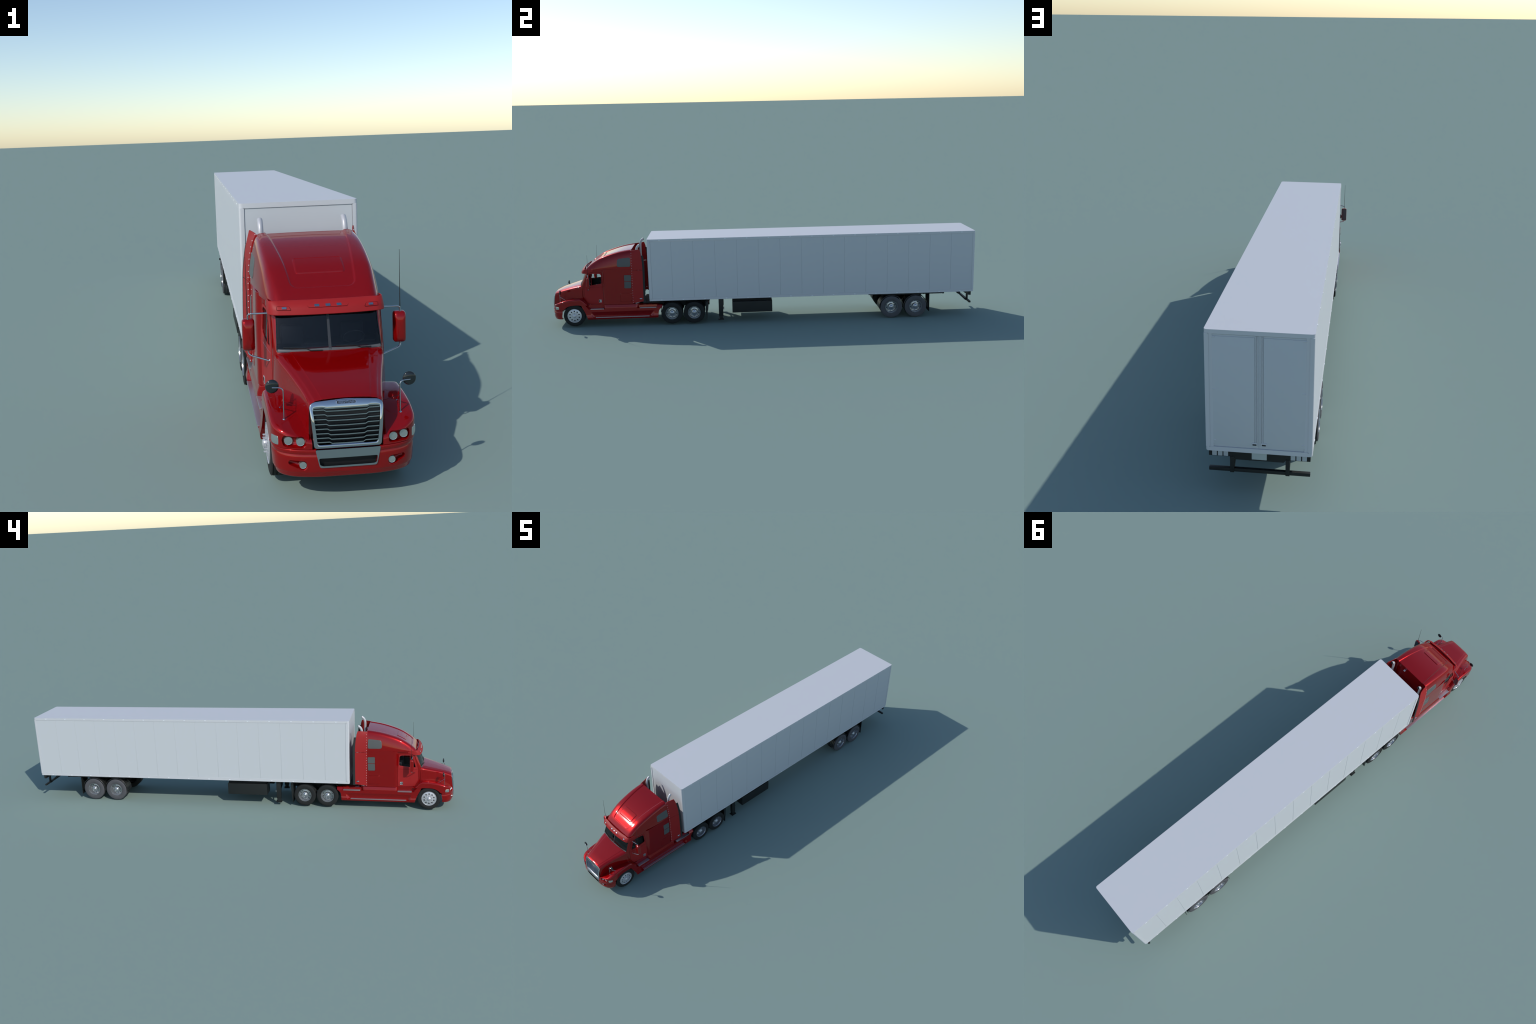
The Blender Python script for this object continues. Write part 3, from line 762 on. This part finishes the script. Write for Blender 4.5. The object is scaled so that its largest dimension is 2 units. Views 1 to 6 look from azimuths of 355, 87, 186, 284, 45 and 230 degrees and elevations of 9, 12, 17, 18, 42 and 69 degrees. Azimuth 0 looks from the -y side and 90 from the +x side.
for sx in (1, -1):
    rws = []
    for z in zs:
        a, b = front_edge(z), rear_edge(z)
        ys = [a] + [a + (b - a) * t for t in lin(.004, .2, 34)] + [a + (b - a) * t for t in lin(.21, .78, 30)] + [a + (b - a) * t for t in lin(.785, .996, 34)] + [b]
        rws.append([(sx * skirt_x(y, z), y, z) for y in ys])
    rws.insert(0, [(p[0] - sx * .006, p[1], p[2] + .0002) for p in rws[0]])
    rws.append([(sx * .098, p[1], p[2] + .0003) for p in rws[-1]])
    sk = grid("chassis_skirt", rws, RED, truck, 40)
    # returns at the wheel openings
    grid("skirt_return", [[(sx * (skirt_x(front_edge(z), z) - d), front_edge(z) + .0002 + d * .1, z) for d in (0, .012)] for z in lin(.036, .1036, 14)], RED, sk, 40)
    grid("skirt_return", [[(sx * (skirt_x(rear_edge(z), z) - d), rear_edge(z) - .0002, z) for d in (0, .025)] for z in lin(.036, .097, 14)], RED, sk, 40)
    # upper bulge under the sleeper
    def upper(y0, y1, top, taper0, taper1, name="skirt_top"):
        rws = []
        for y in lin(y0, y1, 40):
            k = step(0, 1, (y - y0) / taper0 if taper0 else 1) * step(0, 1, (y1 - y) / taper1 if taper1 else 1)
            xi = .0985
            pr = [(.1124, .0842), (.1123, .0880), (.1118, .0910), (.1106, .0945), (.1094, .0985), (.1086, top - .0014), (.1080, top - .0005), (.1068, top), (.085, top)]
            rws.append([(sx * (xi + (x - xi) * k if x > xi else x), y, z) for x, z in pr])
        return grid(name, rws, RED, sk, 45)
    upper(-.7560, -.5905, .1040, .006, .012)
    # front corner piece behind the wheel arch and rear deck end
    rws = []
    for t in lin(0, 1, 12):
        z = .0842 + (.1032 - .0842) * t
        y0, y1 = front_edge(z), -.8165 - .0040 - .0150 * (z - .0842) / .019
        rws.append([(sx * .1122, y0, z)] + [(sx * (.1122 - .0012 * t - .006 * step(.8, 1, s)), y0 + (y1 - y0) * s, z) for s in lin(.02, .8, 8)] + [(sx * (.1045), y1 + .001, z), (sx * .090, y1 + .003, z)])
    rws.append([(sx * .09, p[1], p[2] + .0002) for p in rws[-1]])
    grid("skirt_corner", rws, RED, sk, 45)
    box("skirt_filler", (min(sx * .085, sx * .1000), max(sx * .085, sx * .1000)), (-.846, -.812), (.084, .1052), RED, sk, .0005)
    grid("skirt_end", [[(sx * x, y, z) for x, z in ((.1122, .0842), (.1095, .0900), (.104, .0965), (.08, .0968))] for y in lin(-.507, -.4815, 6)], RED, sk, 45)
    # riser walls behind the step treads
    grid("step_riser", [[(sx * x, y, z) for x, z in ((.0995, .0850), (.0997, .0985), (.1000, .1050), (.0985, .1062))] for y in lin(-.835, -.750, 4)], RED, sk, 45)
    grid("step_riser", [[(sx * x, y, z) for x, z in ((.1005, .0850), (.0990, .0960), (.094, .0972), (.07, .0972))] for y in lin(-.594, -.500, 4)], RED, sk, 45)
    # treads
    box("step_tread", (sx * .1065 - .0080, sx * .1065 + .0080), (-.8165, -.7545), (.0836, .0862), TREAD, sk, .0005)
    box("step_tread", (sx * .1065 - .0078, sx * .1065 + .0078), (-.5870, -.5095), (.0838, .0866), TREAD, sk, .0005)
    box("step_tread", (sx * .1128 - .0050, sx * .1128 + .0050), (-.7935, -.5432), (.0438, .0463), TREAD, sk, .0005)
    for y in (-.725, -.602):
        grid("skirt_seam", [[(sx * (skirt_x(y, z) + .0002), y + d, z) for d in (-.0003, .0003)] for z in lin(.068, .0845, 8)], GROOVE, sk, 0)
    # dark strip between cab and skirt, tank strap end
    tube("fuel_tank", [(sx * .080, -.74, .070), (sx * .080, -.605, .070)], .024, STEEL, truck, 28, False)
    box("deck_plate", (sx * .075 - .022, sx * .075 + .022), (-.60, -.485), (.0945, .0962), FRAME, truck, .0004)
    tube("tank_bracket", [(sx * .1065, -.606, .1060), (sx * .1040, -.588, .1120), (sx * .1030, -.580, .1150)], .0022, STACK, truck, 10)

# ---- frame, axles, fifth wheel -----------------------------------------------------------------------
boxes("frame_rail", [((.034, .041), (-.975, -.262), (.072, .1000)), ((-.041, -.034), (-.975, -.262), (.072, .1000)),
                     ((-.036, .036), (-.64, -.634), (.075, .098)), ((-.036, .036), (-.385, -.38), (.075, .098)), ((-.036, .036), (-.27, -.264), (.075, .098)),
                     ((-.036, .036), (-.97, -.962), (.06, .09))], FRAME, truck)
boxes("engine_block", [((-.03, .03), (-.95, -.86), (.05, .14)), ((-.025, .025), (-.86, -.64), (.05, .10))], DARK, truck)
boxes("chassis_equipment", [((-.07, -.043), (-.54, -.50), (.066, .094)), ((.043, .07), (-.54, -.50), (.066, .094)), ((-.078, .078), (-.575, -.48), (.098, .1035)),
                            ((-.052, .052), (-.50, -.36), (.099, .108)), ((-.046, .046), (-.305, -.268), (.098, .106))], FRAME, truck)
for y in (-.437, -.3325):
    tube("drive_axle", [(-.10, y, .0555), (.10, y, .0555)], .009, FRAME, truck, 14, False)
    ball("differential", (0, y, .0555), (.02, .022, .02), FRAME, truck, 16)
tube("steer_axle", [(-.09, -.8935, .050), (.09, -.8935, .050)], .006, FRAME, truck, 12, False)
fw = prism("fifth_wheel", rounded([(-.045, -.45), (.045, -.45), (.04, -.36), (.012, -.335), (.006, -.37), (-.006, -.37), (-.012, -.335), (-.04, -.36)], .006), "z", .1085, .1145, FRAME, truck, .0008)
for sx in (1, -1):
    # mud flaps behind the drive wheels on their hanger
    prism("mud_flap", [(-.2780, .1080), (-.2660, .1080), (-.2690, .066), (-.2735, .0140), (-.2750, .0140), (-.2790, .066)], "x", sx * .058, sx * .113, BLACK, truck)
    box("mud_flap_hanger", (min(sx * .04, sx * .113), max(sx * .04, sx * .113)), (-.2755, -.2680), (.1040, .1110), FRAME, truck, .0008)
    box("tail_lamp", (min(sx * .05, sx * .062), max(sx * .05, sx * .062)), (-.268, -.265), (.088, .094), RED_MATT, truck, .0006)
    tube("quarter_fender", [(sx * .09, -.4895, .055), (sx * .09, -.4890, .075), (sx * .09, -.4800, .0970), (sx * .09, -.472, .1030)], .0016, FRAME, truck, 8)

# ---- wheels -----------------------------------------------------------------------------------------------
def tyre_profile(r, w, rim_r):
    h = w / 2
    p = [(-h * .80, rim_r), (-h * .96, rim_r + .003), (-h, rim_r + (r - rim_r) * .45), (-h * .97, r - .0050), (-h * .90, r - .0018), (-h * .80, r - .0004)]
    n = 4
    for i in range(n):
        x0 = -h * .72 + i * (1.44 * h) / (n - 1)
        p += [(x0 - .0010, r), (x0 - .0008, r - .0016), (x0 + .0008, r - .0016), (x0 + .0010, r)]
    q = [(-a, b) for a, b in p[:6]][::-1]
    return p + q
def holes_ring(o, n, rad, r, x0, x1, phase=0):
    cs = []
    for k in range(n):
        a = 2 * math.pi * k / n + phase
        v, f = lathe_mesh([(x0, 1e-5), (x0, r), (x1, r), (x1, 1e-5)], 14)
        cs.append(finish("c", [(p[0], p[1] + rad * math.sin(a), p[2] + rad * math.cos(a)) for p in v], f, None, None, 0))
    bm = bmesh.new()
    for c in cs:
        bm.from_mesh(c.data)
    me = bpy.data.meshes.new("c"); bm.to_mesh(me); bm.free()
    for c in cs: bpy.data.objects.remove(c)
    co = bpy.data.objects.new("c", me); COL.objects.link(co)
    cut(o, [co], 35)

def nut_ring(name, n, rad, x0, x1, r, mat, parent, sides=6):
    V, F = [], []
    for k in range(n):
        a = 2 * math.pi * k / n; cy, cz = rad * math.sin(a), rad * math.cos(a)
        v, f = lathe_mesh([(x0, r), (x1 - r * .25, r), (x1, r * .65), (x1, 1e-5)], sides)
        b = len(V); V += [(p[0], p[1] + cy, p[2] + cz) for p in v]; F += [tuple(i + b for i in q) for q in f]
    return finish(name, V, F, mat, parent, 30)

def make_wheel(kind):
    """wheel centred on the axle end, outside face toward +x; x = 0 is the outer tyre wall"""
    root = empty("wheel", truck if kind != "trailer" else trailer)
    if kind == "front":
        r, w, rr = .0508, .027, .0328
        t = lathe("tyre", [(x - w / 2, q) for x, q in tyre_profile(r, w, rr)], RUBBER, root, 80)
        rim = lathe("rim", [(-.020, .0322), (-.0005, .0330), (.0006, .0328), (.0006, .0318), (-.0010, .0310), (-.0004, .0290), (.0008, .0250), (.0016, .0200), (.0020, .0165), (.0022, .0120), (.0022, 1e-5),
                            (-.002, 1e-5), (-.002, .030), (-.020, .0315), (-.020, .0322)], ALU, root, 80)
        holes_ring(rim, 10, .0222, .0032, -.01, .01)
        lathe("wheel_well_back", [(-.018, .031), (-.018, 1e-5)], DARK, root, 40)
        nut_ring("wheel_nut", 10, .0140, .0020, .0066, .0013, ALU, root)
        lathe("hub_cap", [(.0015, .0098), (.0035, .0098), (.0040, .0080), (.0062, .0074), (.0078, .0052), (.0086, .0028), (.0088, 1e-5)], ALU, root, 40)
    else:
        dual = kind == "drive"
        r, w, rr = (.0503, .0255, .0300) if dual else (.0519, .0255, .0297)
        rub = RUBBER if dual else RUBBER_GREY
        t = lathe("tyre", [(x - w / 2, q) for x, q in tyre_profile(r, w, rr)], rub, root, 80)
        c = copy_of(t, root, (-.0295, 0, 0)); 
        if not dual:
            c.data = c.data.copy(); c.data.materials[0] = RUBBER
        rim = lathe("rim", [(-.0245, .0296), (-.0012, .0303), (.0002, .0300), (.0002, .0290), (-.0016, .0282), (-.0060, .0274), (-.0160, .0262), (-.0185, .0248), (-.0192, .0215), (-.0184, .0175), (-.0175, .0150), (-.0175, 1e-5),
                            (-.0225, 1e-5), (-.0225, .027), (-.0245, .0285), (-.0245, .0296)], ALU_GREY, root, 80)
        holes_ring(rim, 10, .0216, .0021, -.03, .005)
        lathe("wheel_well_back", [(-.0235, .028), (-.0235, 1e-5)], DARK, root, 40)
        lathe("hub_cap", [(-.018, .0146), (-.0062, .0140), (-.0048, .0128), (-.0044, .0096), (-.0030, .0080), (-.0010, .0066), (.0002, .0040), (.0006, 1e-5)], ALU_GREY, root, 40)
    return root

def wheel_at(src, parent, loc, side):
    if src.get("used") is None:
        src["used"] = 1; e = src
    else:
        e = empty("wheel", parent)
        for ch in list(src.children):
            c = bpy.data.objects.new(ch.name.split(".")[0], ch.data); COL.objects.link(c); c.parent = e; c.location = ch.location
    e.location = loc
    if side < 0:
        e.rotation_euler = (0, 0, math.pi)
    return e

trailer = empty("box_trailer")
trailer["label"] = "long white box semi-trailer with rear doors and tandem wheels"
trailer["category"] = "trailer"

fwheel, dwheel, twheel = make_wheel("front"), make_wheel("drive"), make_wheel("trailer")
for sx in (1, -1):
    wheel_at(fwheel, truck, (sx * .1098, -.8930, .0550), sx)
    for y in (-.437, -.3325):
        wheel_at(dwheel, truck, (sx * .1185, y, .0553), sx)
    for y in (.6055, .722):
        wheel_at(twheel, trailer, (sx * .1195, y, .0519), sx)
for e in (fwheel, dwheel, twheel):
    del e["used"]

# =====================================================================
#                               TRAILER
# =====================================================================
X0, Y0, Y1, Z0, Z1 = .1198, -.5400, .9995, .1175, .4106
def rr_loop(x, y0, y1, r, seg=8):
    return rounded([(-x, y0), (x, y0), (x, y1), (-x, y1)], r, seg)
body = box("cargo_box", (-.1180, .1180), (-.5360, .9965), (.1190, .4095), WHITE_PANEL, trailer, .006, 4)
prism("top_rail", rr_loop(X0, Y0, Y1, .0085), "z", .4008, Z1, WHITE, trailer, 0, 30)
prism("bottom_rail", rr_loop(X0, Y0, Y1, .0085), "z", Z0, .1280, WHITE, trailer, 0, 30)
# corner posts: quarter-rounded columns
for sx in (1, -1):
    for yc, d, ln in ((Y0, 1, .0150), (Y1, -1, .0105)):
        lp = [(sx * .1095, yc), (sx * X0, yc), (sx * X0, yc + d * ln), (sx * .1165, yc + d * ln), (sx * .1095, yc + d * .008)]
        prism("corner_post", rounded(lp, [0, .0085, 0, 0, 0], 8), "z", .1270, .4015, WHITE, trailer, 0, 30)
# side wall panels between the seams
seams = [-.5245, -.4288] + [-.3277 + .10118 * i for i in range(13)] + [.9895]
for sx in (1, -1):
    first = None
    for a, b in zip(seams, seams[1:]):
        box("side_panel", (min(sx * .1175, sx * .1188), max(sx * .1175, sx * .1188)), (a + .0005, b - .0005), (.1279, .4009), WHITE_PANEL, trailer, .0002, 1)
    ends = (seams[0] + .002, seams[-1] - .002)
    boxes("wall_trim", [((min(sx * .1180, sx * .1194), max(sx * .1180, sx * .1194)), ends, (.1282, .1298)), ((min(sx * .1180, sx * .1194), max(sx * .1180, sx * .1194)), ends, (.3985, .4002))], WHITE, trailer, .0003)
    lampmesh = None
    for i in range(15):
        y = -.4818 + .10118 * i
        for z in (.4062, .1219):
            if lampmesh is None:
                lampmesh = box("marker_lamp", (-.0006, .0006), (-.0036, .0036), (-.0011, .0011), LENS_W, trailer, .0004)
                lampmesh.location = (sx * .1202, y, z)
            else:
                copy_of(lampmesh, trailer, (sx * .1202, y, z))
# recessed front wall frame
box("front_wall", (-.1088, .1088), (-.5384, -.5350), (.1275, .4004), WHITE_PANEL, trailer, .0004, 1)

# rear doors
boxes("rear_door_frame", [((-.1105, -.1010), (.9960, .9985), (.1272, .4012)), ((.1010, .1105), (.9960, .9985), (.1272, .4012))], WHITE, trailer, .0006)
for sx in (1, -1):
    a, b = (.0006, .1050) if sx > 0 else (-.1050, -.0006)
    d = box("rear_door", (a, b), (.9945, .9974), (.1290, .3995), WHITE_PANEL, trailer, .0006)
    a, b = (.0092, .1018) if sx > 0 else (-.1018, -.0100)
    box("door_panel", (a, b), (.9955, .9988), (.1360, .3955), WHITE_PANEL, d, .0008)
    for x in ((.0042, .0068) if sx > 0 else (-.0082, -.0052)):
        tube("lock_rod", [(x, .9984, .1350), (x, .9984, .3985)], .0010, WHITE, d, 10, False)
    xc = sx * .0100 + (-.0006 if sx > 0 else -.0015)
    box("lock_handle", (xc - .0064, xc + .0064), (.9975, 1.0000), (.1352, .1438), WHITE, d, .0008)
    box("lock_handle_dark_plate", (xc - .0045, xc + .0045), (.9985, 1.0003), (.1372, .1408), FRAME, d, .0004)  # raised dark plate standing in for a slot in the handle; nothing is cut
    for z in (.3930, .2700, .1445):
        ball("door_hinge", (sx * .0985, .9970, z), (.0052, .0030, .0022), WHITE, d, 14)

# underside: floor, slider rails, cross members
box("floor_underside", (-.1165, .1165), (-.532, .992), (.1166, .1182), FRAME, trailer, 0)
boxes("slider_rail", [((sx * .060 - .008, sx * .060 + .008), (.505, .861), (.100, .1165)) for sx in (1, -1)] + [((sx * .109 - .002, sx * .109 + .002), (.56, .861), (.1095, .1165)) for sx in (1, -1)]
      + [((-.11, .11), (y, y + .006), (.108, .1165)) for y in (.56, .66, .76, .853)], FRAME, trailer)
boxes("cross_member", [((-.098, .098), (y, y + .004), (.1135, .1167)) for y in lin(-.10, .48, 16)], FRAME, trailer, 0)
box("coupler_plate", (-.06, .06), (-.48, -.34), (.1142, .1165), FRAME, trailer, 0)
for y in (.6055, .722):
    tube("trailer_axle", [(-.10, y, .0519), (.10, y, .0519)], .008, FRAME, trailer, 14, False)
    boxes("suspension_hanger", [((sx * .055 - .006, sx * .055 + .006), (y - .012, y + .012), (.052, .102)) for sx in (1, -1)], FRAME, trailer)
    for sx in (1, -1):
        xs_f = lin(.062, .1165, 34); rws = []
        for a in lin(math.radians(-6), math.radians(186), 40):
            cs, sn = math.cos(a), math.sin(a)
            ring = [(x, .0578 + .0007 * math.cos((x - .062) / (.1165 - .062) * 2 * math.pi * 5)) for x in xs_f] + [(.1176, .0574), (.1176, .0560), (.062, .0562)]
            rws.append([(sx * x, y + R * cs, .0519 + R * sn) for x, R in ring])
        grid("wheel_fender", rws, FENDER_BLACK, trailer, 50, True, True)
for sx in (1, -1):
    prism("mud_flap", [(.7868, .1165), (.7890, .1165), (.7892, .0238), (.7876, .0238)], "x", sx * .047, sx * .1150, BLACK, trailer)
    # underslung box
    pb = prism("storage_box", rounded([(sx * .047, .0580), (sx * .053, .0472), (sx * .1125, .0472), (sx * .1125, .1005), (sx * .047, .1005)], .0012), "y", -.1525, .0365, BLACK, trailer, .0010)
    box("storage_box_bracket", (sx * .086 - .015, sx * .086 + .015), (-.150, .034), (.1000, .1165), DARK, trailer, 0)
    # landing legs
    lg = prism("landing_leg", rounded([(sx * .091, -.2170), (sx * .106, -.2170), (sx * .106, -.1962), (sx * .091, -.1962)], .001), "z", .0300, .1165, BLACK, trailer, .0006)
    box("landing_leg_foot", (sx * .0985 - .0115, sx * .0985 + .0115), (-.2205, -.1938), (.0125, .0155), BLACK, lg, .0006)
    box("landing_leg_inner_tube", (sx * .0985 - .0062, sx * .0985 + .0062), (-.2150, -.1980), (.0140, .0320), BLACK, lg, .0006)
    for y in (-.2190, -.1950):
        box("landing_leg_gusset", (sx * .0985 - .006, sx * .0985 + .006), (y - .0012, y + .0012), (.0140, .0195), FRAME, lg, .0004)
    box("crank_bracket", (sx * .0985 - .004, sx * .0985 + .004), (-.196, -.191), (.062, .068), STEEL, lg, .0006)
tube("landing_gear_brace", [(-.094, -.2065, .045), (.094, -.2065, .1130)], .0030, BLACK, trailer, 8, False)
box("landing_gear_cross_tube", (-.093, .093), (-.210, -.204), (.078, .086), BLACK, trailer, .001)

# rear light bar, plate and underride guard
ub = boxes("rear_light_bar", [((-.1150, .1150), (.9780, .9890), (.0985, .1165))], BLACK, trailer)
prism("bumper_step_plate", rounded([(-.060, .1165), (-.060, .0985), (-.055, .0925), (.055, .0925), (.060, .0985), (.060, .1165)], .0008), "y", .9800, .9895, BLACK, trailer)
for sx in (1, -1):
    for xc in (.1018, .0888, .0760):
        box("tail_lamp", (sx * xc - .0053, sx * xc + .0053), (.9885, .9906), (.1003, .1135), LENS_R, ub, .0008)
box("licence_plate", (-.0170, .0170), (.9890, .9905), (.0958, .1135), PLATE, ub, .0006)
guard = box("underride_guard", (-.1150, .1150), (.9810, .9895), (.0608, .0690), BLACK, trailer, .0006)
for xc in (.0620, -.0640):
    box("guard_post", (xc - .0046, xc + .0046), (.9825, .9905), (.0590, .1000), BLACK, guard, .0006)
    y0, z0 = .9195, .1165
    prism("guard_strut", [(y0, z0), (y0 + .008, z0), (.9830, .0640), (.9790, .0600)], "x", xc - .004, xc + .004, BLACK, guard, .0004)

# the root empties sit at the base of each thing; parts keep their world positions
for root, base in ((truck, Vector((0, -.65, 0))), (trailer, Vector((0, .23, 0)))):
    root.location = base
    for ch in root.children:
        ch.location = ch.location - base
